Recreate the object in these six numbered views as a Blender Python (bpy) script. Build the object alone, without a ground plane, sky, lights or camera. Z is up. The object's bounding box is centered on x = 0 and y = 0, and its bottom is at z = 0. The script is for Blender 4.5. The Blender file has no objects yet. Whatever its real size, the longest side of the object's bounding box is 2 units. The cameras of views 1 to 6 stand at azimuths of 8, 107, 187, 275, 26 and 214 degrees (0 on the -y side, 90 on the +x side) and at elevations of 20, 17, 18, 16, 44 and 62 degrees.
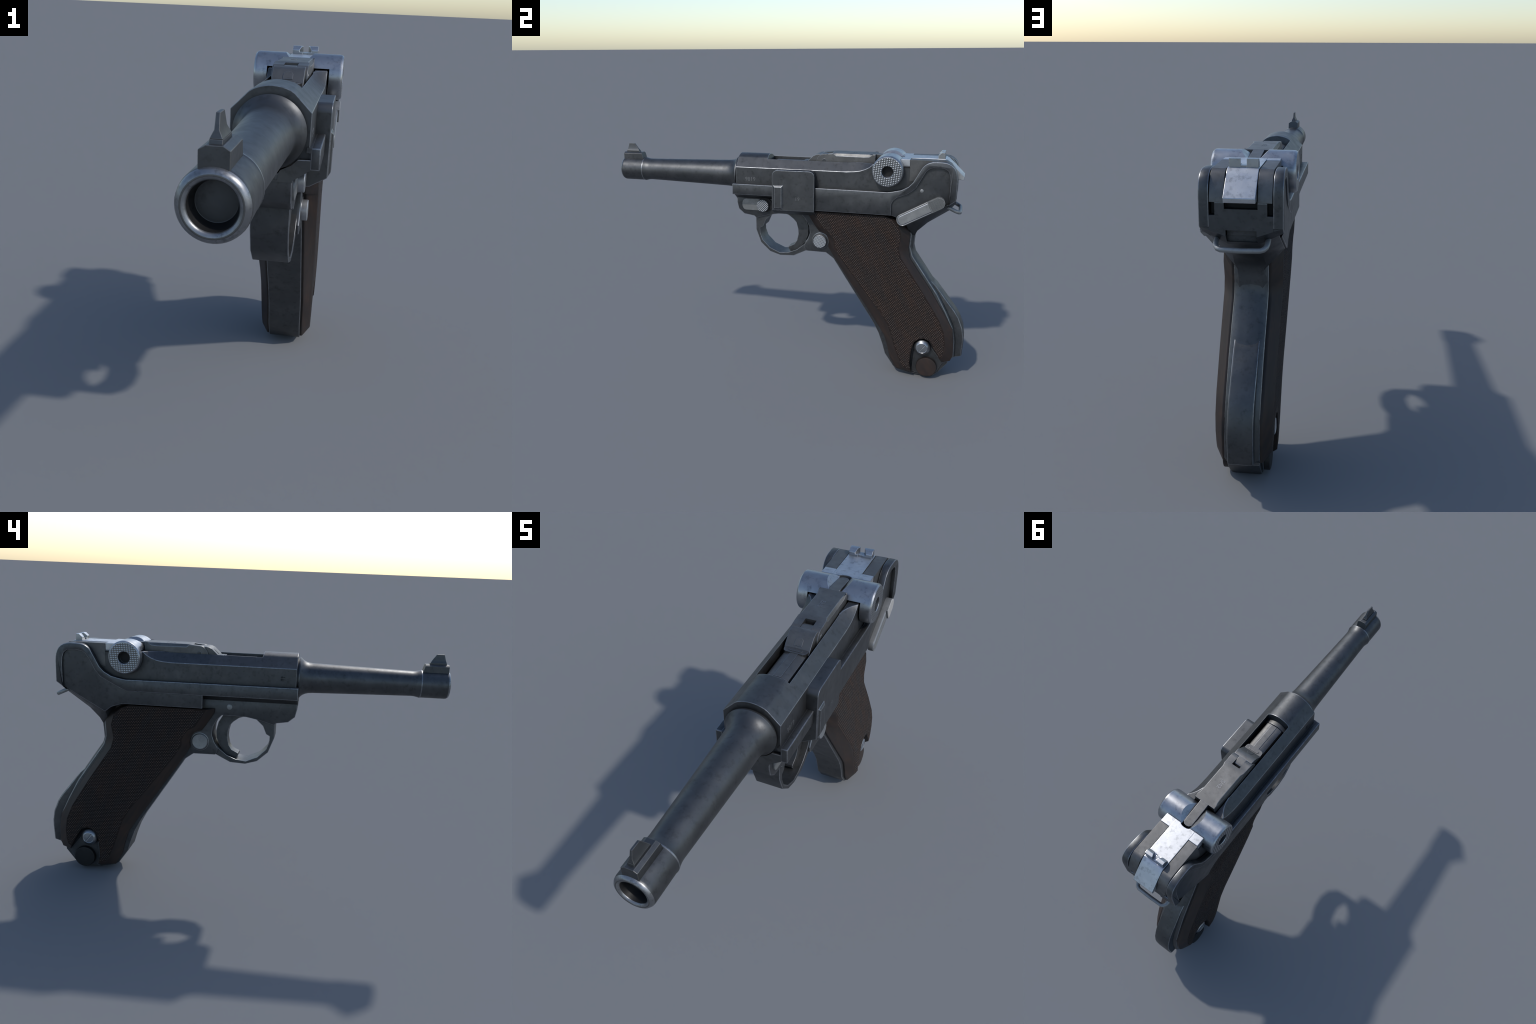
# Antique toggle-action pistol with a slim barrel and a raked, chequered grip.
# Frame: x = across, y = along the barrel (muzzle at -y), z = up.
import bpy, bmesh, math, random
from mathutils import Vector, Matrix

random.seed(7)
COL = bpy.context.scene.collection
AXIS_Z = 1.081            # height of the bore axis
PIVOT = (0.561, 1.154)    # (y, z) of the toggle knobs

# ------------------------------------------------------------------ materials
def new_mat(name):
    m = bpy.data.materials.new(name)
    m.use_nodes = True
    nt = m.node_tree
    nt.nodes.clear()
    out = nt.nodes.new('ShaderNodeOutputMaterial')
    b = nt.nodes.new('ShaderNodeBsdfPrincipled')
    nt.links.new(b.outputs[0], out.inputs[0])
    return m, nt, b

def node(nt, kind, **kw):
    n = nt.nodes.new(kind)
    for k, v in kw.items():
        if k.startswith('_'):
            setattr(n, k[1:], v)
        else:
            n.inputs[k.replace('_', ' ')].default_value = v
    return n

def ramp(nt, fac, stops):
    r = nt.nodes.new('ShaderNodeValToRGB')
    el = r.color_ramp.elements
    while len(el) < len(stops):
        el.new(0.5)
    for e, (p, c) in zip(el, stops):
        e.position = p
        e.color = (c, c, c, 1) if not isinstance(c, tuple) else (*c, 1)
    nt.links.new(fac, r.inputs[0])
    return r.outputs[0]

def mix(nt, a, b, fac, mode='MIX'):
    n = nt.nodes.new('ShaderNodeMix')
    n.data_type = 'RGBA'
    n.blend_type = mode
    for sock, v in ((n.inputs[6], a), (n.inputs[7], b), (n.inputs[0], fac)):
        if isinstance(v, bpy.types.NodeSocket):
            nt.links.new(v, sock)
        elif isinstance(v, tuple):
            sock.default_value = (*v, 1)
        else:
            sock.default_value = v
    return n.outputs[2]

def noise(nt, vec, scale, detail=5, rough=0.55, stretch=None):
    if stretch:
        mp = node(nt, 'ShaderNodeMapping', Scale=stretch)
        nt.links.new(vec, mp.inputs[0])
        vec = mp.outputs[0]
    n = node(nt, 'ShaderNodeTexNoise', Scale=scale, Detail=detail, Roughness=rough)
    nt.links.new(vec, n.inputs['Vector'])
    return n.outputs['Fac']

def metal(name, base, dark, light, rough=(0.34, 0.5), metallic=0.85, ao=True, bump=0.05,
          blotch=14, spec=0.5, spot=0.55):
    m, nt, b = new_mat(name)
    tc = nt.nodes.new('ShaderNodeTexCoord').outputs['Object']
    big = noise(nt, tc, blotch, 6, 0.6)
    c = mix(nt, base, light, ramp(nt, big, [(0.45, 0.0), (0.8, 1.0)]))
    spots = noise(nt, tc, blotch * 3.1, 7, 0.68)
    c = mix(nt, c, dark, ramp(nt, spots, [(0.52, 0.0), (0.78, spot)]))
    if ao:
        a = node(nt, 'ShaderNodeAmbientOcclusion', Distance=0.045)  # crevice shade mixed into the base colour
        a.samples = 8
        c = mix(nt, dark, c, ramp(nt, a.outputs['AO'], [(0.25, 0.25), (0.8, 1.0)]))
    nt.links.new(c, b.inputs['Base Color'])
    b.inputs['Metallic'].default_value = metallic
    b.inputs['Specular IOR Level'].default_value = spec
    r = ramp(nt, noise(nt, tc, blotch * 1.7, 5, 0.6), [(0.3, rough[0]), (0.72, rough[1])])
    nt.links.new(r, b.inputs['Roughness'])
    if bump:
        bp = node(nt, 'ShaderNodeBump', Strength=bump, Distance=0.004)
        nt.links.new(noise(nt, tc, 90, 4, 0.6), bp.inputs['Height'])
        nt.links.new(bp.outputs[0], b.inputs['Normal'])
    return m

def knurl(m, plane_x, half, cell, rot=0.0, radius_clear=None, col_lo=(0.08, 0.085, 0.09), col_hi=(0.6, 0.6, 0.6)):
    """Turn the faces with |x| beyond plane_x into a cross-hatched pattern centred on half=(y,z)."""
    nt = m.node_tree
    b = next(n for n in nt.nodes if n.type == 'BSDF_PRINCIPLED')
    tc = nt.nodes.new('ShaderNodeTexCoord').outputs['Object']
    mp = node(nt, 'ShaderNodeMapping')
    mp.vector_type = 'TEXTURE'
    mp.inputs['Location'].default_value = (0, half[0], half[1])
    mp.inputs['Rotation'].default_value = (rot, 0, 0)
    nt.links.new(tc, mp.inputs[0])
    sep = nt.nodes.new('ShaderNodeSeparateXYZ')
    nt.links.new(mp.outputs[0], sep.inputs[0])
    def math_(op, a, bb=None):
        n = nt.nodes.new('ShaderNodeMath'); n.operation = op
        for i, v in enumerate((a, bb)):
            if v is None: continue
            if isinstance(v, bpy.types.NodeSocket): nt.links.new(v, n.inputs[i])
            else: n.inputs[i].default_value = v
        return n.outputs[0]
    sy = math_('SINE', math_('MULTIPLY', sep.outputs[1], 2 * math.pi / cell[0]))
    sz = math_('SINE', math_('MULTIPLY', sep.outputs[2], 2 * math.pi / cell[1]))
    h = math_('MULTIPLY', math_('ADD', sy, 1.0), math_('ADD', sz, 1.0))
    h = math_('MULTIPLY', h, 0.25)
    geo = nt.nodes.new('ShaderNodeNewGeometry')
    sn = nt.nodes.new('ShaderNodeSeparateXYZ')
    nt.links.new(geo.outputs['True Normal'], sn.inputs[0])
    mask = math_('GREATER_THAN', math_('ABSOLUTE', sn.outputs[0]), 0.97)
    sx = nt.nodes.new('ShaderNodeSeparateXYZ')
    nt.links.new(tc, sx.inputs[0])
    mask = math_('MULTIPLY', mask, math_('GREATER_THAN', math_('ABSOLUTE', sx.outputs[0]), plane_x))
    if radius_clear:
        rr = math_('SQRT', math_('ADD', math_('POWER', sep.outputs[1], 2.0), math_('POWER', sep.outputs[2], 2.0)))
        mask = math_('MULTIPLY', mask, math_('LESS_THAN', rr, radius_clear[1]))
        mask = math_('MULTIPLY', mask, math_('GREATER_THAN', rr, radius_clear[0]))
    old = b.inputs['Base Color'].links[0].from_socket
    pat = mix(nt, col_lo, col_hi, ramp(nt, h, [(0.08, 0.0), (0.45, 1.0)]))
    nt.links.new(mix(nt, old, pat, mask), b.inputs['Base Color'])
    bp = node(nt, 'ShaderNodeBump', Strength=0.45, Distance=0.003)
    nt.links.new(math_('MULTIPLY', h, mask), bp.inputs['Height'])
    nt.links.new(bp.outputs[0], b.inputs['Normal'])

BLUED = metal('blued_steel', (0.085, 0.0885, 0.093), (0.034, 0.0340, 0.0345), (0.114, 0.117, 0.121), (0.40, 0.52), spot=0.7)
TOPST = metal('greyed_steel', (0.130, 0.130, 0.129), (0.065, 0.065, 0.065), (0.19, 0.189, 0.186), (0.45, 0.56))  # base lifted to carry the sun sheen on link and horns
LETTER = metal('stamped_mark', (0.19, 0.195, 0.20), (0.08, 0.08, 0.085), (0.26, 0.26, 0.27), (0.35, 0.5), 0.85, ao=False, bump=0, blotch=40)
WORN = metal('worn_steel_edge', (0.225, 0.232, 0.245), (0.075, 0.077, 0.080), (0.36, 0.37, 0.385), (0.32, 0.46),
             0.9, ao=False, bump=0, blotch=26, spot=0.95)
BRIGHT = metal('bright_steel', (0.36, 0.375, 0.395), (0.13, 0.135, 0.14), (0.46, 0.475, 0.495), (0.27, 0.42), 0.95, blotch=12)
PLATE = metal('glint_lightened_steel', (0.52, 0.53, 0.545), (0.18, 0.185, 0.19), (0.62, 0.63, 0.64), (0.40, 0.52), 0.95, blotch=14, spot=0.8)  # base colour lightened toward the white sun glare on the T
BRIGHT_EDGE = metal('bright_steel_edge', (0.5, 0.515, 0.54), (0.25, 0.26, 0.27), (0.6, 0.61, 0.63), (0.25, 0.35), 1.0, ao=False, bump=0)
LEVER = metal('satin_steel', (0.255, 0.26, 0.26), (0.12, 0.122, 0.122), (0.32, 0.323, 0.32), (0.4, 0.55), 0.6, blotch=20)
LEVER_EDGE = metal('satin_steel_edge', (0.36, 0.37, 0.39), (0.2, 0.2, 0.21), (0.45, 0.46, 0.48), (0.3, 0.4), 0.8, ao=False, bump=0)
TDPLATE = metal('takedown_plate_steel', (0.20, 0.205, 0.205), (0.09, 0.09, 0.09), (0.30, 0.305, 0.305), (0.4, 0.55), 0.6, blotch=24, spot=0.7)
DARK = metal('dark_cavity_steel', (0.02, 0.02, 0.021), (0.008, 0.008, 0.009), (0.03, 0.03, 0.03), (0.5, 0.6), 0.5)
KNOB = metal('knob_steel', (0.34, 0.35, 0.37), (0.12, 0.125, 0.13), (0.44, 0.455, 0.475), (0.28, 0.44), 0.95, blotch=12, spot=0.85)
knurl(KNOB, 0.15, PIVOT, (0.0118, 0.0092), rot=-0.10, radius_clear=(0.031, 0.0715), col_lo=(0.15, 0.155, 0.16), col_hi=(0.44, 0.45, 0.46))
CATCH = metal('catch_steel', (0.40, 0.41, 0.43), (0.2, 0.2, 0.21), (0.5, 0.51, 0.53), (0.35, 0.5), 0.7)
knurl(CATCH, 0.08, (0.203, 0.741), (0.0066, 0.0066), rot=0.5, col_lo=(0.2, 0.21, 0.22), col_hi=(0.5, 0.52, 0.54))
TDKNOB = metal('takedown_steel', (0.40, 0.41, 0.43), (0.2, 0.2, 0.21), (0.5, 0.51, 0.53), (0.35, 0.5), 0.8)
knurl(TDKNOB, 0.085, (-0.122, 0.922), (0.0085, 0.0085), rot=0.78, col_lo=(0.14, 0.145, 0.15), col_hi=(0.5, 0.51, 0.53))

def wood(name, chequer):
    m, nt, b = new_mat(name)
    tc = nt.nodes.new('ShaderNodeTexCoord').outputs['Object']
    rot = node(nt, 'ShaderNodeMapping')
    rot.inputs['Rotation'].default_value = (math.radians(-33), 0, 0)
    nt.links.new(tc, rot.inputs[0])
    g = noise(nt, rot.outputs[0], 7, 5, 0.6, (3.0, 6.0, 0.9))
    c = ramp(nt, g, [(0.3, (0.022, 0.018, 0.017)), (0.55, (0.031, 0.022, 0.019)), (0.8, (0.050, 0.030, 0.022))])
    red = noise(nt, tc, 9, 4, 0.6)
    c = mix(nt, c, (0.070, 0.034, 0.022), ramp(nt, red, [(0.58, 0.0), (0.78, 0.5)]))
    def math_(op, a, bb=None):
        n = nt.nodes.new('ShaderNodeMath'); n.operation = op
        for i, v in enumerate((a, bb)):
            if v is None: continue
            if isinstance(v, bpy.types.NodeSocket): nt.links.new(v, n.inputs[i])
            else: n.inputs[i].default_value = v
        return n.outputs[0]
    bp = node(nt, 'ShaderNodeBump', Strength=0.15, Distance=0.004)
    nt.links.new(noise(nt, rot.outputs[0], 40, 4, 0.6, (3.0, 6.0, 0.6)), bp.inputs['Height'])
    if chequer:
        # crests painted lighter, valleys darker, for sunlit tops and shaded gaps
        geo = nt.nodes.new('ShaderNodeNewGeometry')
        sn = nt.nodes.new('ShaderNodeSeparateXYZ')
        nt.links.new(geo.outputs['True Normal'], sn.inputs[0])
        crest = math_('GREATER_THAN', math_('ABSOLUTE', sn.outputs[0]), 0.99)
        tone_noise = noise(nt, rot.outputs[0], 11, 5, 0.62, (2.0, 3.0, 0.8))
        hi = mix(nt, (0.150, 0.098, 0.074), (0.112, 0.092, 0.080), ramp(nt, tone_noise, [(0.4, 0.0), (0.6, 1.0)]))
        lo = mix(nt, mix(nt, c, (0.0, 0.0, 0.0), 0.45), (0.014, 0.014, 0.016), ramp(nt, tone_noise, [(0.35, 0.1), (0.62, 0.9)]))
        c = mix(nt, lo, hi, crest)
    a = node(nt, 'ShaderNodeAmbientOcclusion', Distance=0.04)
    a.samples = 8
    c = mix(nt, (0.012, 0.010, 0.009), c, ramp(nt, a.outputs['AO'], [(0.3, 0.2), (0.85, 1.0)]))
    nt.links.new(c, b.inputs['Base Color'])
    nt.links.new(bp.outputs[0], b.inputs['Normal'])
    b.inputs['Roughness'].default_value = 0.5
    b.inputs['Specular IOR Level'].default_value = 0.12 if chequer else 0.3
    return m

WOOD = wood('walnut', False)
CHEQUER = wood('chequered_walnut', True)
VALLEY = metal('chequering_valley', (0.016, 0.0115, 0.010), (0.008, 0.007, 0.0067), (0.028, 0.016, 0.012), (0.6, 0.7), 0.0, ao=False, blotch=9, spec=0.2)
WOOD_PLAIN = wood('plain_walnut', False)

# ------------------------------------------------------------------ geometry helpers
def obj_from_bm(name, bm):
    bmesh.ops.remove_doubles(bm, verts=bm.verts, dist=1e-5)
    bmesh.ops.recalc_face_normals(bm, faces=bm.faces)
    me = bpy.data.meshes.new(name)
    bm.to_mesh(me)
    bm.free()
    o = bpy.data.objects.new(name, me)
    COL.objects.link(o)
    return o

def loft(name, rings, closed_ends=True):
    """Skin a list of equal-length closed rings of 3D points."""
    bm = bmesh.new()
    vs = [[bm.verts.new(p) for p in r] for r in rings]
    n = len(rings[0])
    for a, b in zip(vs, vs[1:]):
        for i in range(n):
            bm.faces.new((a[i], a[(i + 1) % n], b[(i + 1) % n], b[i]))
    if closed_ends:
        bm.faces.new(vs[0][::-1])
        bm.faces.new(vs[-1])
    return obj_from_bm(name, bm)

def side_prism(name, poly, x0, x1):
    return loft(name, [[(x, y, z) for y, z in poly] for x in (x0, x1)])

def side_layers(name, layers):
    return loft(name, [[(x, y, z) for y, z in poly] for x, poly in layers])

def long_prism(name, poly, y0, y1):
    return loft(name, [[(x, y, z) for x, z in poly] for y in (y0, y1)])

def box(name, x0, x1, y0, y1, z0, z1):
    return side_prism(name, [(y0, z0), (y1, z0), (y1, z1), (y0, z1)], x0, x1)

def lathe_y(name, prof, n=48, cz=AXIS_Z, cx=0.0):
    """Revolve (y, r) points about the bore axis; the profile is closed on itself."""
    rings = []
    for y, r in prof:
        rings.append([(cx + r * math.sin(2 * math.pi * i / n), y, cz + r * math.cos(2 * math.pi * i / n)) for i in range(n)])
    return loft(name, rings)

def lathe_x(name, prof, cy, cz, n=32):
    rings = []
    for x, r in prof:
        rings.append([(x, cy + r * math.sin(2 * math.pi * (i + .5) / n), cz + r * math.cos(2 * math.pi * (i + .5) / n)) for i in range(n)])
    return loft(name, rings)

def mirror(poly):
    """Right half (x>=0) listed bottom to top -> full symmetric section."""
    return poly + [(-x, z) for x, z in reversed(poly)]

def boolean(a, b, op='DIFFERENCE', keep=False):
    md = a.modifiers.new('b', 'BOOLEAN')
    md.operation = op
    md.object = b
    md.solver = 'EXACT'
    dg = bpy.context.evaluated_depsgraph_get()
    me = bpy.data.meshes.new_from_object(a.evaluated_get(dg))
    a.modifiers.clear()
    a.data = me
    if not keep:
        bpy.data.objects.remove(b)
    bm = bmesh.new()
    bm.from_mesh(me)
    bmesh.ops.remove_doubles(bm, verts=bm.verts, dist=2e-5)
    bmesh.ops.dissolve_limit(bm, angle_limit=0.002, verts=bm.verts, edges=bm.edges)
    bm.to_mesh(me)
    bm.free()
    return a

def join(name, objs):
    mats = list(objs[0].data.materials)
    bm = bmesh.new()
    for o in objs:
        bm.from_mesh(o.data)
        bpy.data.objects.remove(o)
    me = bpy.data.meshes.new(name)
    bm.to_mesh(me)
    bm.free()
    for m in mats:
        me.materials.append(m)
    o = bpy.data.objects.new(name, me)
    COL.objects.link(o)
    return o

def long_edges(min_cross=62):
    """Bevel filter: drop shallow creases that run across the piece (along x)."""
    def keep(e):
        d = e.verts[0].co - e.verts[1].co
        return abs(d.x) < 0.8 * d.length or e.calc_face_angle(0) > math.radians(min_cross)
    return keep

def finish(o, base, edge=None, width=0.0030, ang=24, smooth=32, segs=2, parent=None, keep=None, clamp=False, flat=True):
    """Round and wear the outward edges, shade smooth by angle, give materials."""
    me = o.data
    me.materials.clear()
    me.materials.append(base)
    me.materials.append(edge or base)
    for p in me.polygons:
        p.material_index = 0
    if width:
        bm = bmesh.new()
        bm.from_mesh(me)
        lay = bm.edges.layers.float.get('bevel_weight_edge') or bm.edges.layers.float.new('bevel_weight_edge')
        for e in bm.edges:
            e[lay] = 0.0
            if len(e.link_faces) == 2 and e.is_convex and e.calc_face_angle(0) > math.radians(ang):
                if keep is None or keep(e):
                    e[lay] = 1.0
        bm.to_mesh(me)
        bm.free()
        md = o.modifiers.new('bevel', 'BEVEL')
        md.limit_method = 'WEIGHT'
        md.width = width
        md.segments = segs
        md.material = 1 if edge else -1
        md.use_clamp_overlap = clamp
        md.loop_slide = True
        dg = bpy.context.evaluated_depsgraph_get()
        nm = bpy.data.meshes.new_from_object(o.evaluated_get(dg))
        o.modifiers.clear()
        o.data = nm
        me = nm
    me.name = o.name
    a = me.attributes.get('bevel_weight_edge')
    if a:
        me.attributes.remove(a)
    me.shade_smooth()
    me.set_sharp_from_angle(angle=math.radians(smooth))
    if flat:                               # big faces keep their own normal, only the rounds blend
        wn = o.modifiers.new('wn', 'WEIGHTED_NORMAL')
        wn.mode = 'FACE_AREA'
        wn.weight = 80
        wn.keep_sharp = True
        dg = bpy.context.evaluated_depsgraph_get()
        nm = bpy.data.meshes.new_from_object(o.evaluated_get(dg))
        o.modifiers.clear()
        o.data = nm
        nm.name = o.name
    if parent:
        o.parent = parent
    return o

def both(fn):
    return [fn(1), fn(-1)]

def lettering(name, text, size, right, up, at, depth=0.0012, mat=None, parent=None):
    cu = bpy.data.curves.new(name, 'FONT')
    cu.body = text
    cu.size = size
    cu.align_x = 'CENTER'
    cu.align_y = 'CENTER'
    cu.extrude = depth
    cu.resolution_u = 3
    cu.offset = size * 0.012
    t = bpy.data.objects.new(name + '_text', cu)
    COL.objects.link(t)
    dg = bpy.context.evaluated_depsgraph_get()
    me = bpy.data.meshes.new_from_object(t.evaluated_get(dg))
    bpy.data.objects.remove(t)
    r, u = Vector(right), Vector(up)
    n = r.cross(u)
    M = Matrix((r, u, n)).transposed().to_4x4()
    M.translation = Vector(at)
    me.transform(M)
    me.materials.clear()
    me.materials.append(mat)
    o = bpy.data.objects.new(name, me)
    COL.objects.link(o)
    if parent:
        o.parent = parent
    return o

# ------------------------------------------------------------------ the thing
pistol = bpy.data.objects.new('pistol', None)
COL.objects.link(pistol)
pistol['label'] = 'antique dark steel toggle-action pistol with chequered wooden grip'
pistol['category'] = 'pistol'

# ---- barrel
bar = lathe_y('barrel', [
    (-0.960, 0.000), (-0.960, 0.0358), (-0.9605, 0.0372), (-0.990, 0.0432), (-0.9935, 0.0437),
    (-0.9975, 0.046), (-1.0, 0.051), (-1.0, 0.0545), (-0.997, 0.060), (-0.990, 0.0642), (-0.982, 0.0655),
    (-0.870, 0.0655), (-0.866, 0.0668), (-0.861, 0.0668), (-0.857, 0.0652), (-0.845, 0.0625), (-0.835, 0.0608),
    (-0.820, 0.0602), (-0.560, 0.0668), (-0.345, 0.0727), (-0.325, 0.0745), (-0.310, 0.0782), (-0.298, 0.0840),
    (-0.289, 0.0905), (-0.284, 0.0965), (-0.2825, 0.0978), (-0.277, 0.0978), (-0.276, 0.092), (-0.262, 0.092),
    (-0.262, 0.0)], n=48)
finish(bar, BLUED, WORN, width=0.0018, ang=55, smooth=38, parent=pistol,
       keep=lambda e: all(v.co.y > -0.29 for v in e.verts))
bar.data.materials.append(TOPST)
bar.data.materials.append(DARK)
# worn steel on the muzzle crown and the ridge of the collar
for p in bar.data.polygons:
    c = p.center
    r = math.hypot(c.x, c.z - AXIS_Z)
    if (c.y < -0.9885 and (0.0435 < r < 0.0495 or 0.0565 < r < 0.0632)) or (-0.867 < c.y < -0.860 and r > 0.066):
        p.material_index = 1
    elif c.y < -0.9885 and r > 0.0435:
        p.material_index = 2
    elif c.y < -0.9602 and r < 0.0435 and p.normal.y > -0.9:  # bore wall coloured near-black
        p.material_index = 3

base = long_prism('front_sight', mirror([(0.0265, 1.132), (0.0265, 1.171), (0.0145, 1.1785)]), -0.990, -0.865)
for v in base.data.vertices:           # rear face leans forward
    if v.co.y > -0.9 and v.co.z > 1.15:
        v.co.y -= 0.013 * min(1, (v.co.z - 1.14) / 0.036)
blade = side_layers('blade', [
    (-0.0112, [(-0.980, 1.174), (-0.895, 1.174), (-0.899, 1.186), (-0.977, 1.186)]),
    (0.0112, [(-0.980, 1.174), (-0.895, 1.174), (-0.899, 1.186), (-0.977, 1.186)])])
blade2 = loft('b2', [
    [(-0.0112, -0.977, 1.186), (0.0112, -0.977, 1.186), (0.0112, -0.900, 1.186), (-0.0112, -0.900, 1.186)],
    [(-0.0045, -0.972, 1.200), (0.0045, -0.972, 1.200), (0.0045, -0.909, 1.200), (-0.0045, -0.909, 1.200)],
    [(-0.0038, -0.964, 1.2265), (0.0038, -0.964, 1.2265), (0.0038, -0.928, 1.2265), (-0.0038, -0.928, 1.2265)]])
fs = join('front_sight', [base, blade, blade2])
finish(fs, BLUED, TOPST, width=0.0014, parent=bar)

# ---- receiver (barrel extension)
def receiver_ring(y, zc, dome):
    """Half section: flat wall, 45 degree shoulder whose foot climbs from zc, then the domed crown."""
    xc = 0.107 - (1.182 - zc)
    top = [(0.098, 0.99), (0.1105, 0.99), (0.1105, 1.033), (0.107, 1.034), (0.107, zc), (xc, 1.182)]
    for k in range(1, 6):
        a = math.radians(30.4 - 30.4 * k / 5)
        x = math.sin(a) * 0.1185
        x = xc * (1 - k / 5) if not dome else min(x, xc)
        z = AXIS_Z + math.cos(a) * 0.1185 if dome else 1.182
        top.append((max(x, 0.0015 * (5 - k)), z))
    return [(x, y, z) for x, z in top] + [(-x, y, z) for x, z in reversed(top)]
stations = [(-0.268, 1.135, 1), (-0.08, 1.135, 1), (-0.075, 1.135, 0), (0.34, 1.135, 0), (0.385, 1.138, 0), (0.415, 1.143, 0),
            (0.44, 1.152, 0), (0.462, 1.164, 0), (0.479, 1.1785, 0), (0.50, 1.1805, 0), (0.852, 1.1805, 0)]
rec = loft('receiver', [receiver_ring(*s) for s in stations])
cut = side_prism('cut', [(-0.090, 1.06), (-0.090, 1.150), (-0.1025, 1.200), (-0.1025, 1.215), (1.0, 1.215), (1.0, 1.06)], -0.0628, 0.0628)
boolean(rec, cut)
finish(rec, BLUED, WORN, width=0.0022, parent=pistol)
horns = []
for s in (1, -1):
    h = side_prism('h', [(0.668, 1.10), (0.668, 1.2125), (0.845, 1.2125), (0.870, 1.199), (0.891, 1.170), (0.905, 1.130),
                         (0.9085, 1.1075), (0.70, 1.1075)], 0.058 * s, 0.1083 * s)
    horns.append(h)
horn = join('receiver_rear', horns)
finish(horn, TOPST, TOPST, width=0.0015, smooth=27, ang=50, parent=rec)
cavity = box('receiver_cavity', -0.107, 0.107, 0.80, 0.880, 1.03, 1.150)  # solid dark block modelled for the blackness behind the slots
finish(cavity, DARK, width=0, parent=rec)
lettering('serial_number', '9819', 0.030, (0, 1, 0), (0, 0, 1), (0.1072, -0.185, 1.071), 0.0006, LETTER, rec)
# small proof stamp on the other wall (worn strokes only)
st = join('proof_stamp', [box('a', -0.1078, -0.106, -0.199, -0.196, 1.075, 1.100),
                          box('a', -0.1078, -0.106, -0.213, -0.192, 1.092, 1.095),
                          box('a', -0.1078, -0.106, -0.209, -0.191, 1.080, 1.083)])
finish(st, DARK, width=0, parent=rec)

# ---- breech block, extractor and hump in the port
bb = loft('breech_block', [[(x, y, z) for x, z in mirror([(0.047, 1.09), (0.047, 1.150), (0.043, 1.158), (0.034, 1.163), (0.018, 1.1665)])]
                           for y in (-0.066, 0.135)])
hump = side_layers('hump', [(x, [(0.105, 1.10), (0.110, 1.160), (0.122, 1.176), (0.152, 1.204), (0.166, 1.2105), (0.180, 1.2135), (0.192, 1.213), (0.215, 1.17), (0.215, 1.10)])
                            for x in (-0.0505, 0.0505)])
tongue = side_prism('tongue', [(0.185, 1.15), (0.185, 1.212), (0.212, 1.2145), (0.232, 1.209), (0.246, 1.19), (0.246, 1.15)], -0.0212, 0.0212)
ring = long_prism('ring', [(0.089 * math.sin(a), 1.0775 + 0.089 * math.cos(a)) for a in [math.radians(-42 + 84 * i / 12) for i in range(13)]] + [(0.0595, 1.07), (-0.0595, 1.07)], -0.108, -0.0705)
rib = box('rib', -0.0155, 0.0155, -0.063, 0.118, 1.15, 1.1690)
bolt = join('breech_block', [bb, hump, tongue, rib])
finish(bolt, TOPST, WORN, width=0.0016, smooth=35, parent=rec)
finish(ring, TOPST, WORN, width=0.0012, smooth=35, parent=rec)
ring.name = 'chamber_ring'
# extractor head: pill at the foot of the hump, arch-topped tab up its slope
def pill(n, cx, w, r):
    return [(cx + sgn * w + r * math.cos(math.radians(a)), r * math.sin(math.radians(a)))
            for sgn, rng in ((1, range(-90, 91, 30)), (-1, range(90, 271, 30))) for a in rng]
foot = [(-0.0465, 0.135), (-0.0465, 0.104), (-0.043, 0.094), (-0.034, 0.0895), (0.034, 0.0895), (0.043, 0.094), (0.0465, 0.104), (0.0465, 0.135)]
ph = join('p', [loft('f', [[(x, y, z) for x, y in foot] for z in (1.155, 1.1712)]),
                loft('q', [[(x, 0.106 + d, z) for x, d in pill(0, 0, 0.020, 0.008)] for z in (1.160, 1.1735)])])
dirv = Vector((0, 0.030, 0.028)).normalized()
nrm = Vector((0, -dirv.z, dirv.y))
arch = [(-0.0155, 0.0)] + [(0.0155 * math.cos(math.radians(a)), 0.020 + 0.013 * math.sin(math.radians(a))) for a in range(180, -1, -30)] + [(0.0155, 0.0)]
tab = loft('t', [[tuple(Vector((x, 0.124, 1.178)) + dirv * t + nrm * h) for x, t in arch] for h in (-0.006, 0.0019)])
ext = join('extractor', [ph, tab])
finish(ext, TOPST, WORN, width=0.0008, parent=rec)

# ---- toggle: front link
def link_ring(y, xt, zs, zt=1.2222):
    h = [(0.0575, 1.135), (0.0575, zs), (xt, zt)]
    return [(x, y, z) for x, z in h] + [(-x, y, z) for x, z in reversed(h)]
link = loft('front_toggle_link', [link_ring(0.214, 0.0570, 1.2150, 1.2163), link_ring(0.235, 0.0570, 1.2162, 1.2178), link_ring(0.250, 0.0565, 1.2178, 1.2195), link_ring(0.262, 0.0560, 1.2195, 1.2215), link_ring(0.278, 0.0505, 1.208),
                                  link_ring(0.425, 0.0500, 1.2065), link_ring(0.452, 0.0520, 1.209), link_ring(0.470, 0.0570, 1.2215), link_ring(0.484, 0.0573, 1.2216)])
kn = lathe_x('kn', [(-0.0575, 0.0435), (0.0575, 0.0435)], 0.214, 1.173, 56)
boolean(link, kn, 'UNION')
slot = box('s', -0.022, 0.022, 0.10, 0.249, 1.05, 1.26)
boolean(link, slot)
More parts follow.
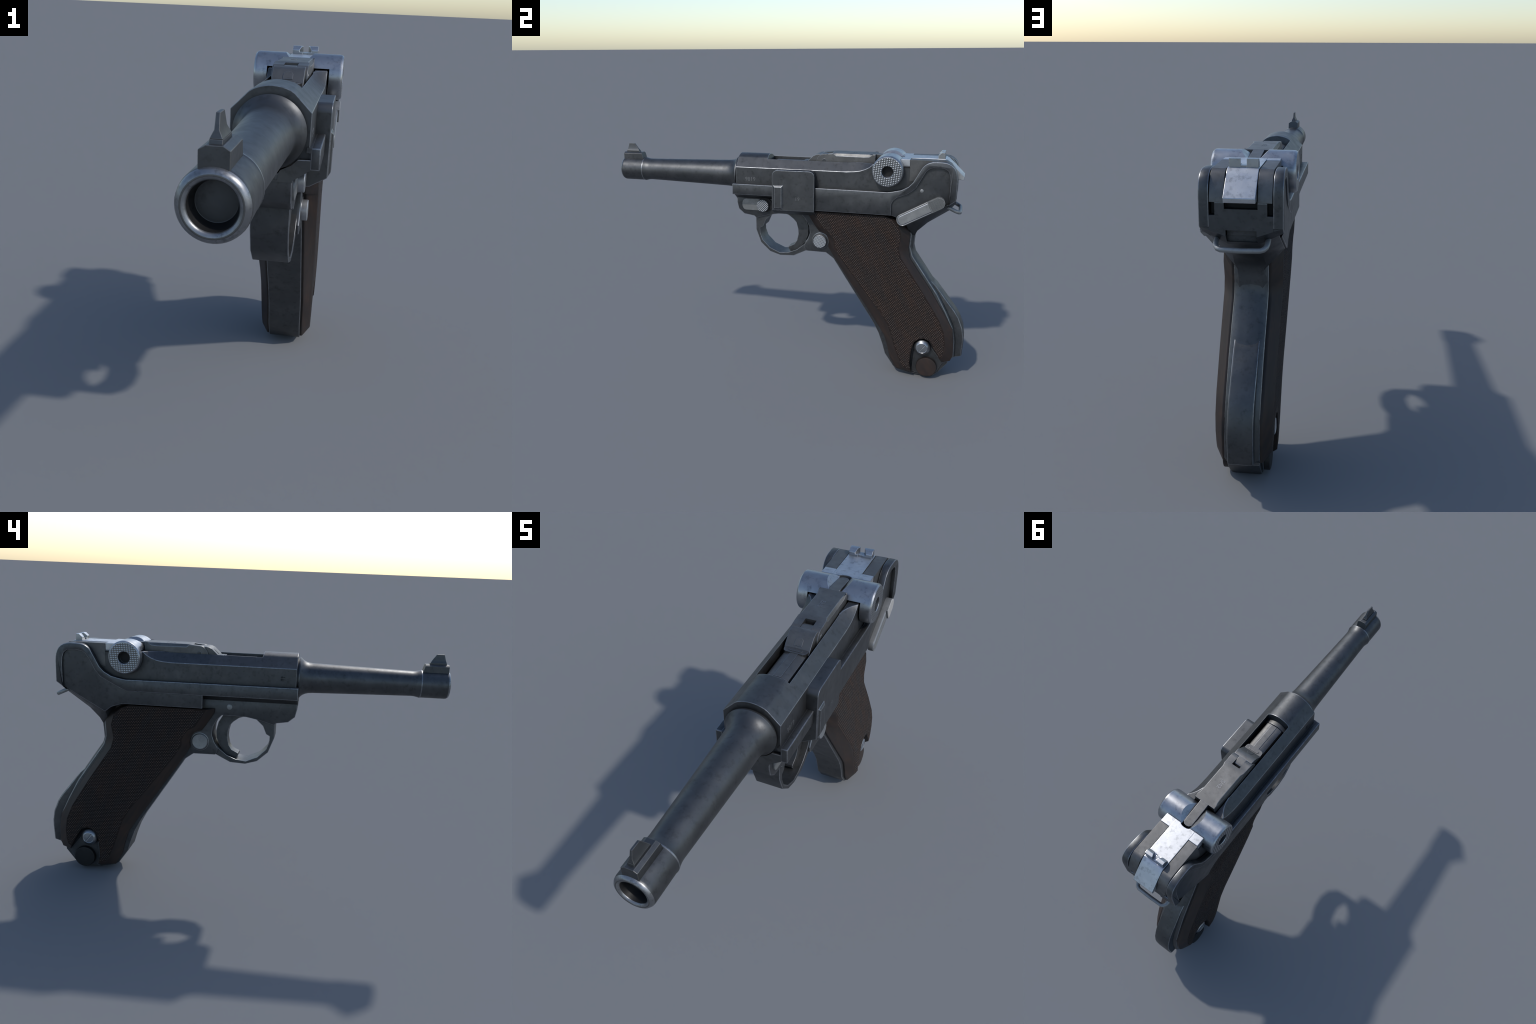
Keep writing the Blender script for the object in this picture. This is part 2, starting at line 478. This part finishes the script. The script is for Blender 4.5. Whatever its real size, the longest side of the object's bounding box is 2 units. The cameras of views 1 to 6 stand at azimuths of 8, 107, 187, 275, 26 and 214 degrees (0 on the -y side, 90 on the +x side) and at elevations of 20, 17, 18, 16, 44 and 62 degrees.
tg = loft('tg', [[(x, y, z) for x, y in [(-0.0225, 0.478), (0.0225, 0.478), (0.0225, 0.606), (0.013, 0.616), (0.0, 0.619), (-0.013, 0.616), (-0.0225, 0.606)]] for z in (1.15, 1.2219)])
for v in tg.data.vertices:
    if v.co.z > 1.2 and v.co.y > 0.55:
        v.co.z -= 0.012
link = join('front_toggle_link', [link, tg])
finish(link, TOPST, LETTER, width=0.0020, smooth=35, parent=rec, keep=lambda e: not any(abs(abs(v.co.x) - 0.022) < 0.002 and v.co.y < 0.26 for v in e.verts))
lettering('stamped_code', 'S/42', 0.028, (0, 1, 0), (-1, 0, 0), (-0.003, 0.365, 1.2223), 0.0006, LETTER, rec)
pins = []
for s in (1, -1):
    pins.append(lathe_x('pin', [(0.05 * s, 0.0135), (0.0583 * s, 0.0135), (0.0588 * s, 0.0125)], 0.214, 1.180, 20))
pv = join('toggle_pin', pins)
finish(pv, BLUED, WORN, width=0.001, parent=rec)

# ---- toggle: rear link (bright steel T that folds down over the back)
stem = side_prism('rear_toggle_link', [(0.6205, 1.16), (0.6205, 1.2136), (0.840, 1.2146), (0.852, 1.2085), (0.868, 1.1955), (0.9365, 1.128),
                                       (0.934, 1.1115), (0.905, 1.1125), (0.862, 1.15), (0.80, 1.16)], -0.0555, 0.0555)
bar_t = box('bar', -0.1062, 0.1062, 0.6205, 0.6675, 1.1785, 1.2136)
boolean(stem, bar_t, 'UNION')
boolean(stem, loft('n', [[(x, y, z) for x, y in [(-0.0245, 0.55), (0.0245, 0.55), (0.0245, 0.6235), (0.014, 0.6285), (0.0, 0.630), (-0.014, 0.6285), (-0.0245, 0.6235)]] for z in (1.10, 1.25)]))
finish(stem, PLATE, BRIGHT_EDGE, width=0.0022, smooth=35, parent=rec)
blocks = []
for s in (1, -1):
    x0, x1 = 0.0105 * s, 0.0512 * s
    b_ = side_prism('rs', [(0.802, 1.20), (0.801, 1.231), (0.816, 1.2455), (0.833, 1.2455), (0.835, 1.20)], x0, x1)
    cut = loft('c', [[(0.030 * s, 0.79, 1.224), (0.0 * s, 0.79, 1.224), (0.0 * s, 0.79, 1.26), (0.030 * s, 0.79, 1.26)],
                     [(0.0107 * s, 0.826, 1.224), (0.0 * s, 0.826, 1.224), (0.0 * s, 0.826, 1.26), (0.0107 * s, 0.826, 1.26)]])
    boolean(b_, cut)
    blocks.append(b_)
blocks.append(box('br', -0.0108, 0.0108, 0.806, 0.833, 1.20, 1.2225))
rs = join('rear_sight', blocks)
finish(rs, BRIGHT, BRIGHT_EDGE, width=0.0018, parent=rec)

# ---- toggle knobs
def knob(s):
    prof = [(0.0235, 0.0), (0.0235, 0.0805), (0.148, 0.0805), (0.155, 0.0790), (0.1605, 0.0745), (0.1615, 0.0715),
            (0.1612, 0.0315), (0.159, 0.0292), (0.128, 0.0288), (0.128, 0.0)]
    k = lathe_x('toggle_knob', [(x * s, r) for x, r in prof], PIVOT[0], PIVOT[1], 36)
    boolean(k, box('kc', -0.002 * s, 0.1125 * s, 0.40, 0.72, 1.0, 1.187))
    boolean(k, loft('kp', [[(x * s, y, z) for x, z in ((0.054, 1.2365), (0.019, 1.2035), (0.0, 1.2035), (0.0, 1.30), (0.054, 1.30))] for y in (0.40, 0.72)]))
    return finish(k, KNOB, BRIGHT_EDGE, width=0.0016, ang=50, smooth=27, parent=rec, clamp=True, flat=True)
both(knob)
slit = box('toggle_slit', -0.1086, 0.1086, 0.636, 0.6675, 1.1705, 1.1785)
finish(slit, DARK, width=0, parent=rec)
pinfill = lathe_x('toggle_axle', [(-0.129, 0.028), (0.129, 0.028)], PIVOT[0], PIVOT[1], 24)
finish(pinfill, DARK, width=0, parent=rec)

# ------------------------------------------------------------------ frame
FR_IN = 0.1105
ear = [(-0.280, 1.0475), (0.30, 1.0465), (0.562, 1.0455), (0.590, 1.0500), (0.632, 1.0600), (0.668, 1.0800), (0.690, 1.1040),
       (0.712, 1.1450), (0.731, 1.1790), (0.741, 1.1905), (0.752, 1.1990), (0.765, 1.2055), (0.780, 1.2095), (0.800, 1.2108), (0.826, 1.2110), (0.846, 1.2092), (0.862, 1.2045), (0.876, 1.1970), (0.887, 1.1870),
       (0.895, 1.1740), (0.9005, 1.1590), (0.9038, 1.1430), (0.9055, 1.1240), (0.906, 1.0200), (0.874, 0.9970), (0.762, 0.9330), (0.668, 0.8810), (0.636, 0.9060),
       (0.582, 0.9240), (0.181, 0.9235), (0.181, 0.9880), (-0.280, 0.9885)]
def cheek(s):
    o = side_prism('cheek', ear, FR_IN * s, 0.137 * s)
    bm = bmesh.new()
    bm.from_mesh(o.data)
    bmesh.ops.bisect_plane(bm, geom=bm.verts[:] + bm.edges[:] + bm.faces[:], plane_co=(0, 0.58, 0), plane_no=(0, 1, 0))
    for v in bm.verts:                        # the cheek swells outward toward the rear
        if abs(v.co.x) > 0.13 and v.co.y > 0.58:
            v.co.x += s * 0.030 * (v.co.y - 0.58)
    bm.to_mesh(o.data)
    bm.free()
    if s > 0:
        pocket = [(0.587, 0.85), (0.587, 0.986), (0.596, 1.004), (0.614, 1.020), (0.664, 1.040), (0.690, 1.058), (0.708, 1.077), (0.738, 1.134),
                  (0.752, 1.160), (0.768, 1.174), (0.785, 1.180), (0.837, 1.180), (0.858, 1.168), (0.868, 1.146), (0.872, 1.12), (0.873, 0.85)]
        floor = 0.1270
    else:
        pocket = [(0.10, 0.85), (0.10, 0.9865), (0.556, 0.9880), (0.585, 1.0), (0.640, 1.028), (0.685, 1.053), (0.711, 1.082), (0.740, 1.137),
                  (0.756, 1.160), (0.772, 1.172), (0.800, 1.178), (0.845, 1.176), (0.862, 1.163), (0.870, 1.140), (0.873, 1.11), (0.873, 0.85)]
        floor = 0.1348
    boolean(o, side_prism('pk', pocket, floor * s, 0.2 * s))
    return o
parts = both(cheek)
for o in parts:
    finish(o, BLUED, WORN, width=0.0034, ang=30, smooth=33, keep=long_edges(), flat=False)
# cradle under the receiver
half = [(0.060, 0.952), (0.0662, 0.952), (0.0662, 0.957), (0.1115, 0.987), (0.1115, 1.016), (0.079, 1.015), (0.060, 0.997), (0.033, 0.984), (0.028, 0.975), (0.0265, 0.957)]
parts.append(long_prism('cradle', mirror(half), -0.2792, 0.70))
for s in (1, -1):
    parts.append(box('lip', 0.0995 * s, 0.1125 * s, -0.2796, 0.55, 1.0345, 1.0470))
# back plate between the cheeks
plate = long_prism('plate', mirror([(0.052, 0.9875), (0.1108, 1.009), (0.1108, 1.062), (0.0905, 1.062), (0.0905, 1.107),
                                    (0.0575, 1.107), (0.0575, 1.084)]), 0.872, 0.9045)
boolean(plate, box('r', -0.0535, 0.0535, 0.884, 0.95, 0.90, 1.0095))
parts.append(plate)
# tapered web from the back plate down to the back strap
def web(e, c, t):
    h = [e, c]
    top = t
    r = [(top[0], top[1], top[2]), e, c]
    return r + [(-x, y, z) for x, y, z in reversed(r)]
wb = loft('web', [
    web((0.1452, 0.9025, 1.0205), (0.052, 0.9030, 0.987), (0.09, 0.9025, 1.03)),
    web((0.1448, 0.8745, 0.9972), (0.052, 0.876, 0.954), (0.09, 0.86, 1.05)),
    web((0.1266, 0.8720, 0.9950), (0.052, 0.873, 0.951), (0.09, 0.855, 1.05)),
    web((0.1266, 0.762, 0.9325), (0.056, 0.770, 0.881), (0.09, 0.75, 1.0)),
    web((0.1264, 0.668, 0.8805), (0.060, 0.720, 0.833), (0.09, 0.64, 0.95)),
    web((0.0720, 0.674, 0.836), (0.050, 0.7065, 0.803), (0.05, 0.62, 0.90)),
    web((0.0655, 0.685, 0.800), (0.048, 0.7045, 0.776), (0.05, 0.62, 0.86)),
    web((0.0640, 0.690, 0.765), (0.046, 0.7025, 0.740), (0.05, 0.62, 0.80)),
    web((0.0600, 0.688, 0.710), (0.040, 0.7030, 0.690), (0.05, 0.62, 0.74))])
boolean(wb, box('r', -0.0535, 0.0535, 0.876, 0.95, 0.964, 1.0095))
parts.append(wb)
# trigger housing and grip core as one plate with a crowned back strap
outline = [(-0.2784, 0.975), (-0.2770, 0.930), (-0.268, 0.893), (-0.236, 0.866), (-0.178, 0.857), (-0.166, 0.846), (-0.092, 0.8675), (-0.027, 0.880), (0.094, 0.882),
           (0.120, 0.855), (0.139, 0.817), (0.143, 0.780), (0.131, 0.744), (0.111, 0.712), (0.113, 0.692), (0.124, 0.677), (0.235, 0.676), (0.278, 0.645),
           (0.333, 0.561), (0.513, 0.290), (0.543, 0.233), (0.567, 0.168), (0.583, 0.114), (0.632, 0.044), (0.652, 0.028), (0.735, 0.010), (0.83, 0.06),
           (0.930, 0.112), (0.953, 0.140), (0.951, 0.230), (0.936, 0.309), (0.897, 0.391), (0.843, 0.491), (0.770, 0.597), (0.7020, 0.695),
           (0.6880, 0.745), (0.6920, 0.810), (0.668, 0.900), (0.60, 0.975)]
BACK0 = outline.index((0.953, 0.140)); BACK1 = outline.index((0.6920, 0.810))
def crowned(d):
    out = []
    for i, (y, z) in enumerate(outline):
        if BACK0 <= i <= BACK1:
            (ya, za), (yb, zb) = outline[i - 1], outline[i + 1]
            n = Vector((zb - za, -(yb - ya))).normalized()
            y, z = y + n.x * d, z + n.y * d
        out.append((y, z))
    return out
core = side_layers('core', [(x, crowned(d) if d else outline) for x, d in ((-0.0668, 0), (-0.054, 0.0075), (-0.034, 0.0125), (0.0, 0.014), (0.034, 0.0125), (0.054, 0.0075), (0.0668, 0))])
parts.append(core)
strip = side_layers('strip', [
    (x, [(y + dy, z + dz) for (y, z), (dy, dz) in zip(
        [(0.80, 0.50), (0.790, 0.576), (0.838, 0.530), (0.889, 0.466), (0.943, 0.398), (0.966, 0.362), (0.990, 0.303), (0.9985, 0.250), (0.9985, 0.220), (0.994, 0.142), (0.945, 0.128), (0.90, 0.20)],
        [(0, 0)] * 3 + [(d, 0)] * 7 + [(0, 0)] * 2)]) for x, d in ((-0.0485, -0.003), (-0.040, 0.0015), (0.040, 0.0015), (0.0485, -0.003))])
parts.append(strip)
# raised bosses round the magazine catch
for s in (1, -1):
    parts.append(lathe_x('boss', [(0.05 * s, 0.047), (0.0685 * s, 0.047)], 0.203, 0.741, 28))
for o in parts[2:]:
    kind = o.name.split('.')[0]
    kp = long_edges()
    if kind == 'cradle':
        kp = lambda e: all(v.co.z > 1.0 for v in e.verts)
    elif kind == 'plate':
        kp = lambda e: abs(e.verts[0].co.z - e.verts[1].co.z) < 1e-4 and e.verts[0].co.z > 1.05
    elif kind == 'web':
        kp = lambda e: all(abs(v.co.x) > 0.12 for v in e.verts)
    finish(o, BLUED, WORN, width=0 if kind == 'lip' else 0.0030, ang=38, smooth=40 if kind == 'web' else 34, keep=kp, flat=kind in ('plate', 'cradle', 'lip'))
frame = join('frame', parts)
frame.parent = pistol

guard = side_prism('trigger_guard', [
    (-0.171, 0.870), (-0.170, 0.777), (-0.142, 0.703), (-0.088, 0.654), (-0.028, 0.636), (0.049, 0.640), (0.124, 0.6775), (0.150, 0.690), (0.150, 0.76), (0.131, 0.744),
    (0.108, 0.710), (0.066, 0.676), (0.020, 0.657), (-0.031, 0.651), (-0.089, 0.676), (-0.132, 0.719), (-0.146, 0.757), (-0.147, 0.787), (-0.129, 0.797),
    (-0.112, 0.837), (-0.079, 0.867), (-0.060, 0.875)], -0.0572, 0.0572)
finish(guard, BLUED, WORN, width=0.0026, ang=40, smooth=28, parent=frame, keep=long_edges())
trig = side_layers('trigger', [(x, [(-0.045, 0.89), (-0.030, 0.879), (0.012, 0.8655), (0.040, 0.845), (0.057, 0.826), (0.067, 0.79), (0.069, 0.76), (0.061, 0.722), (0.045, 0.699),
                                   (0.012, 0.683), (0.010, 0.674), (0.022, 0.658), (0.045, 0.662), (0.066, 0.674), (0.088, 0.694), (0.108, 0.718), (0.124, 0.758),
                                   (0.1255, 0.800), (0.115, 0.840), (0.085, 0.890)]) for x in (-0.031, 0.031)])
finish(trig, BLUED, WORN, width=0.002, ang=40, smooth=30, parent=frame, keep=long_edges())
tp = lathe_x('trigger_pin', [(-0.06, 0.0135), (-0.0675, 0.0135), (-0.0695, 0.0095), (-0.0698, 0.0)], 0.057, 0.926, 16)
finish(tp, LEVER, LEVER_EDGE, width=0, parent=frame)

# ---- side plate with its finger lug (+x side)
def plate_poly(zb):
    return [(-0.050, zb), (-0.0495, 1.106), (-0.0465, 1.119), (-0.0385, 1.129), (-0.026, 1.1345), (0.155, 1.1355), (0.170, 1.131), (0.1795, 1.121), (0.183, 1.107), (0.1835, zb + 0.003)]
sp = side_layers('side_plate', [(0.066, plate_poly(0.884)), (0.100, plate_poly(0.887)), (0.1520, plate_poly(0.917))])
finish(sp, BLUED, WORN, width=0.0030, ang=36, smooth=30, parent=frame)
lug = loft('side_plate_lug', [[(0.150, y, z) for y, z in [(-0.044, 0.920), (0.0135, 0.924), (0.0135, 1.056), (-0.044, 1.054)]],
                              [(0.1525, y, z) for y, z in [(-0.044, 0.920), (0.0135, 0.924), (0.0135, 1.056), (-0.044, 1.054)]],
                              [(0.1600, y, z) for y, z in [(-0.034, 0.931), (0.0045, 0.933), (0.0045, 1.046), (-0.034, 1.045)]]])
finish(lug, BLUED, WORN, width=0.0022, smooth=20, parent=frame)
lettering('inspection_number', '19', 0.0265, (0, 1, 0), (0, 0, 1), (0.1522, 0.091, 0.984), 0.0006, LETTER, frame)

# ---- takedown lever at the front (+x side)
def capsule(y0, y1, z0, z1, front=True, n=7):
    r = (z1 - z0) / 2
    cz = (z0 + z1) / 2
    pts = [(y1, z1), (y1, z0)]
    pts += [(y0 + r * 0.62 - r * 0.62 * math.cos(math.radians(a)), cz - r * math.sin(math.radians(90 - a))) if False else
            (y0 + r * 0.62 * (1 - math.sin(math.radians(t))), cz - r * math.cos(math.radians(t))) for t in [0, 25, 50, 75, 105, 130, 155, 180]]
    return pts
td = side_layers('takedown_lever', [(0.060, capsule(-0.248, -0.10, 0.888, 0.956)), (0.0725, capsule(-0.246, -0.10, 0.890, 0.954))])
finish(td, TDPLATE, TDPLATE, width=0.002, parent=frame)
rc = lathe_x('takedown_recess', [(0.06, 0.0415), (0.0735, 0.0415)], -0.1135, 0.9245, 24)
finish(rc, DARK, width=0, parent=frame)
tk = lathe_x('takedown_knob', [(0.060, 0.034), (0.0900, 0.034), (0.0920, 0.032), (0.0922, 0.0)], -0.122, 0.922, 24)
finish(tk, TDKNOB, LEVER_EDGE, width=0, smooth=40, parent=frame)

# ---- magazine catch: chequered button (+x), plain disc (-x)
mc = lathe_x('magazine_catch', [(0.06, 0.036), (0.0855, 0.036), (0.0870, 0.0345), (0.0872, 0.0)], 0.203, 0.741, 28)
finish(mc, CATCH, LEVER_EDGE, width=0, smooth=40, parent=frame)
md_ = lathe_x('magazine_catch_end', [(-0.06, 0.040), (-0.0705, 0.040), (-0.0735, 0.0375), (-0.0738, 0.034), (-0.0728, 0.032), (-0.0726, 0.0)], 0.203, 0.741, 28)
finish(md_, LEVER, LEVER_EDGE, width=0, smooth=30, parent=frame)

# ---- safety lever (+x side): slim bar with a ribbed thumb piece
O = Vector((0.645, 0.9055)); D = Vector((0.8735, 0.4868)); N = Vector((-D.y, D.x))
def lv(t, w): 
    p = O + D * t + N * w
    return (p.x, p.y)
hw = 0.0305
bar_pts = [lv(-0.034 * math.cos(math.radians(a)) * 0.8, -hw * math.sin(math.radians(a)) * -1) for a in range(90, -91, -20)] 
bar_pts = [lv(-0.027 * math.cos(math.radians(a)), hw * math.sin(math.radians(a))) for a in range(90, -91, -20)] + [lv(0.165, -hw), lv(0.165, hw)]
def inset(d):
    return [lv(-(0.027 - d) * math.cos(math.radians(a)), (hw - d) * math.sin(math.radians(a))) for a in range(90, -91, -20)] + [lv(0.162 - d, -hw + d), lv(0.162 - d, hw - d)]
sl = side_layers('safety_lever', [(0.124, bar_pts), (0.1472, bar_pts), (0.1480, inset(0.0015)), (0.1480, inset(0.0040)), (0.1455, inset(0.0052)), (0.1490, inset(0.0085))])
thumb = []
tp_ = [lv(0.156, hw)] 
end = [lv(0.156, -hw)] + [lv(0.205 + 0.031 * math.cos(math.radians(a)), hw * math.sin(math.radians(a))) for a in range(-90, 91, 22)] + [lv(0.156, hw)]
thumb.append(side_prism('th', end, 0.124, 0.1545))
nr = 11
for i in range(nr):
    w = -hw + (i + 0.5) * 2 * hw / nr
    hwid = hw / nr * 0.62
    reach = 0.205 + 0.031 * math.sqrt(max(0, 1 - (w / hw) ** 2)) - 0.0015
    a0, a1 = lv(0.158, w - hwid), lv(0.158, w + hwid)
    b0, b1 = lv(reach, w - hwid), lv(reach, w + hwid)
    m0, m1 = lv(0.159, w), lv(reach - 0.001, w)
    thumb.append(loft('rg', [[(0.153, *a0), (0.153, *a1), (0.1575, *m0)], [(0.153, *b0), (0.153, *b1), (0.1575, *m1)]]))
finish(sl, LEVER, LEVER_EDGE, width=0.002, smooth=30, parent=frame)
th = join('safety_thumb_piece', thumb)
finish(th, LEVER, LEVER_EDGE, width=0, smooth=25, parent=frame)
rv = lathe_x('rivet', [(0.124, 0.0090), (0.1280, 0.0090), (0.1292, 0.0065), (0.1297, 0.0)], 0.735, 1.060, 16)
finish(rv, LEVER, width=0, parent=frame)

# ---- lanyard loop
def tube(name, pts, r, n=10):
    cu = bpy.data.curves.new(name, 'CURVE')
    cu.dimensions = '3D'
    cu.bevel_depth = r
    cu.bevel_resolution = 3
    cu.resolution_u = 6
    sp_ = cu.splines.new('POLY')
    sp_.points.add(len(pts) - 1)
    for p, q in zip(sp_.points, pts):
        p.co = (*q, 1)
    t = bpy.data.objects.new(name + '_c', cu)
    COL.objects.link(t)
    dg = bpy.context.evaluated_depsgraph_get()
    me = bpy.data.meshes.new_from_object(t.evaluated_get(dg))
    bpy.data.objects.remove(t)
    o = bpy.data.objects.new(name, me)
    COL.objects.link(o)
    return o
leg = [(0.090, 0.840, 0.988), (0.090, 0.897, 0.9615), (0.088, 0.910, 0.9555), (0.080, 0.922, 0.950), (0.068, 0.9275, 0.947), (0.0, 0.929, 0.9455)]
loop = tube('lanyard_loop', leg + [(-x, y, z) for x, y, z in reversed(leg[:-1])], 0.0098)
finish(loop, LEVER, width=0, smooth=60, parent=frame)

# ------------------------------------------------------------------ grip panels
rim = [(0.128, 0.9150), (0.132, 0.891), (0.172, 0.829), (0.194, 0.800), (0.224, 0.793), (0.243, 0.773), (0.253, 0.744), (0.249, 0.714), (0.284, 0.655), (0.405, 0.479), (0.519, 0.314),
       (0.574, 0.231), (0.598, 0.160), (0.613, 0.096), (0.650, 0.037), (0.733, 0.024),
       (0.724, 0.085), (0.730, 0.175), (0.743, 0.219), (0.766, 0.240), (0.794, 0.246), (0.821, 0.236), (0.841, 0.207), (0.897, 0.104),
       (0.938, 0.119), (0.950, 0.155), (0.948, 0.235), (0.939, 0.300), (0.899, 0.372), (0.800, 0.529), (0.693, 0.683), (0.681, 0.739), (0.687, 0.826), (0.655, 0.872), (0.603, 0.905), (0.56, 0.9150)]
cheekp = [(0.166, 0.9150), (0.176, 0.896), (0.220, 0.826), (0.252, 0.808), (0.275, 0.782), (0.286, 0.755), (0.286, 0.727), (0.325, 0.665), (0.449, 0.503), (0.554, 0.372),
          (0.597, 0.300), (0.624, 0.222), (0.646, 0.155), (0.672, 0.094), (0.694, 0.062), (0.734, 0.046),
          (0.724, 0.090), (0.730, 0.175), (0.743, 0.219), (0.766, 0.240), (0.794, 0.246), (0.821, 0.236), (0.841, 0.207), (0.882, 0.136),
          (0.894, 0.147), (0.902, 0.178), (0.906, 0.225), (0.897, 0.290), (0.865, 0.365), (0.770, 0.515), (0.649, 0.692), (0.634, 0.745), (0.645, 0.812), (0.630, 0.866), (0.590, 0.900), (0.55, 0.9150)]
def panel_x(y, z, base):
    """The cheek is thickest near the top and thins toward the butt."""
    return base * (1.0 - 0.012 * (0.9 - z) / 0.9)
def lerp(a, b, t):
    return [(p[0] + (q[0] - p[0]) * t, p[1] + (q[1] - p[1]) * t) for p, q in zip(a, b)]
def inside(poly, y, z):
    hit = False
    for (y0, z0), (y1, z1) in zip(poly, poly[1:] + poly[:1]):
        if (z0 > z) != (z1 > z) and y < (y1 - y0) * (z - z0) / (z1 - z0) + y0:
            hit = not hit
    return hit
def border(poly, y, z):
    p = Vector((y, z))
    best = 9.0
    for a, b in zip(poly, poly[1:] + poly[:1]):
        a, b = Vector(a), Vector(b)
        t = max(0.0, min(1.0, (p - a).dot(b - a) / max(1e-9, (b - a).length_squared)))
        best = min(best, (p - (a + (b - a) * t)).length)
    return best
def chequering(s, x0):
    """Rows of small staggered pyramids cut into the cheek of a panel."""
    rng = random.Random(11 if s > 0 else 12)
    bm = bmesh.new()
    dy, dz = 0.0119, 0.0086
    tilt = math.tan(math.radians(2.5))
    for j in range(-10, 140):
        for i in range(0, 80):
            y = 0.10 + dy * (i + 0.5 * (j % 2)) + rng.uniform(-1, 1) * 0.0006
            z = dz * j * 0.88 + 0.02 - (y - 0.5) * tilt + rng.uniform(-1, 1) * 0.0004
            if not inside(cheekp, y, z):
                continue
            m = border(cheekp, y, z)
            if m < 0.005:
                continue
            h = 0.0015 * min(1.0, 0.35 + (m - 0.005) / 0.03) * rng.uniform(0.7, 1.1)
            x = x0 + 0.0055 * max(-1.0, min(1.0, (z - 0.42) / 0.38))
            r = [bm.verts.new(((x - 0.0004) * s, y + a, z + b)) for a, b in ((-dy * .5, 0), (0, -dz * .5), (dy * .5, 0), (0, dz * .5))]
            t = [bm.verts.new(((x + h) * s, y + a * .56, z + b * .40)) for a, b in ((-dy * .5, 0), (0, -dz * .5), (dy * .5, 0), (0, dz * .5))]
            for k in range(4):
                bm.faces.new((r[k], r[(k + 1) % 4], t[(k + 1) % 4], t[k]))
            bm.faces.new(t)
    o = obj_from_bm('chequering', bm)
    o.data.materials.append(CHEQUER)
    o['kind'] = 'stuff'
    return o
def panel(s):
    rows = [(0.062, rim, 0), (0.0745, rim, 0), (0.0785, lerp(rim, cheekp, 0.05), 0.1), (0.1080, lerp(rim, cheekp, 0.90), 0.92), (0.1110, cheekp, 1.0)]
    flare = lambda z: 0.0055 * max(-1.0, min(1.0, (z - 0.42) / 0.38))
    rings = [[((x + flare(z) * k) * s, y, z) for y, z in poly] for x, poly, k in rows]
    p = loft('grip_panel', rings)
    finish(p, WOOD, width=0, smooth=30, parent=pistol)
    p.data.materials.append(VALLEY)        # cheek face tinted near-black for the shade between lozenges
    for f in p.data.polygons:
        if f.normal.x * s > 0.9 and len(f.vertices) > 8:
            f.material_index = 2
    ch = chequering(s, rows[-1][0])
    ch.parent = p
    # screw in the notch at the butt
    sc = lathe_x('grip_screw', [(0.060 * s, 0.046), (0.083 * s, 0.0465), (0.092 * s, 0.0440), (0.1045 * s, 0.0310), (0.1060 * s, 0.0275), (0.1048 * s, 0.0265), (0.1062 * s, 0.0)], 0.786, 0.186, 24)
    d = Vector((0, 0.60 * s, 0.80)); n = Vector((0, -0.80, 0.60 * s)); c = Vector((0.1085 * s, 0.786, 0.186))
    slotc = loft('sl', [[tuple(c + d * a + n * b + Vector((h * s, 0, 0))) for a, b in ((-0.034, -0.0022), (0.034, -0.0022), (0.034, 0.0022), (-0.034, 0.0022))] for h in (-0.0045, 0.006)])
    boolean(sc, slotc)
    finish(sc, BRIGHT, BRIGHT_EDGE, width=0.001, ang=40, smooth=22, parent=p)
    return p
both(panel)

# ------------------------------------------------------------------ magazine butt
mag = side_layers('magazine_base', [
    (x, [(0.700, 0.13), (0.728, 0.018), (0.737, 0.0065 + d), (0.800, 0.0005 + d), (0.838, 0.0 + d), (0.852, 0.006 + d), (0.880, 0.038), (0.926, 0.097), (0.92, 0.13)])
    for x, d in ((-0.062, 0.006), (-0.054, 0.0), (0.054, 0.0), (0.062, 0.006))])
seat = []
for s in (1, -1):
    seat.append(side_prism('seat', [(0.735, 0.030), (0.742, 0.150), (0.775, 0.215), (0.815, 0.215), (0.848, 0.165), (0.900, 0.102), (0.87, 0.04), (0.80, 0.015)], 0.06 * s, 0.0705 * s))
mag = join('magazine_base', [mag] + seat)
finish(mag, BLUED, WORN, width=0.002, parent=pistol)
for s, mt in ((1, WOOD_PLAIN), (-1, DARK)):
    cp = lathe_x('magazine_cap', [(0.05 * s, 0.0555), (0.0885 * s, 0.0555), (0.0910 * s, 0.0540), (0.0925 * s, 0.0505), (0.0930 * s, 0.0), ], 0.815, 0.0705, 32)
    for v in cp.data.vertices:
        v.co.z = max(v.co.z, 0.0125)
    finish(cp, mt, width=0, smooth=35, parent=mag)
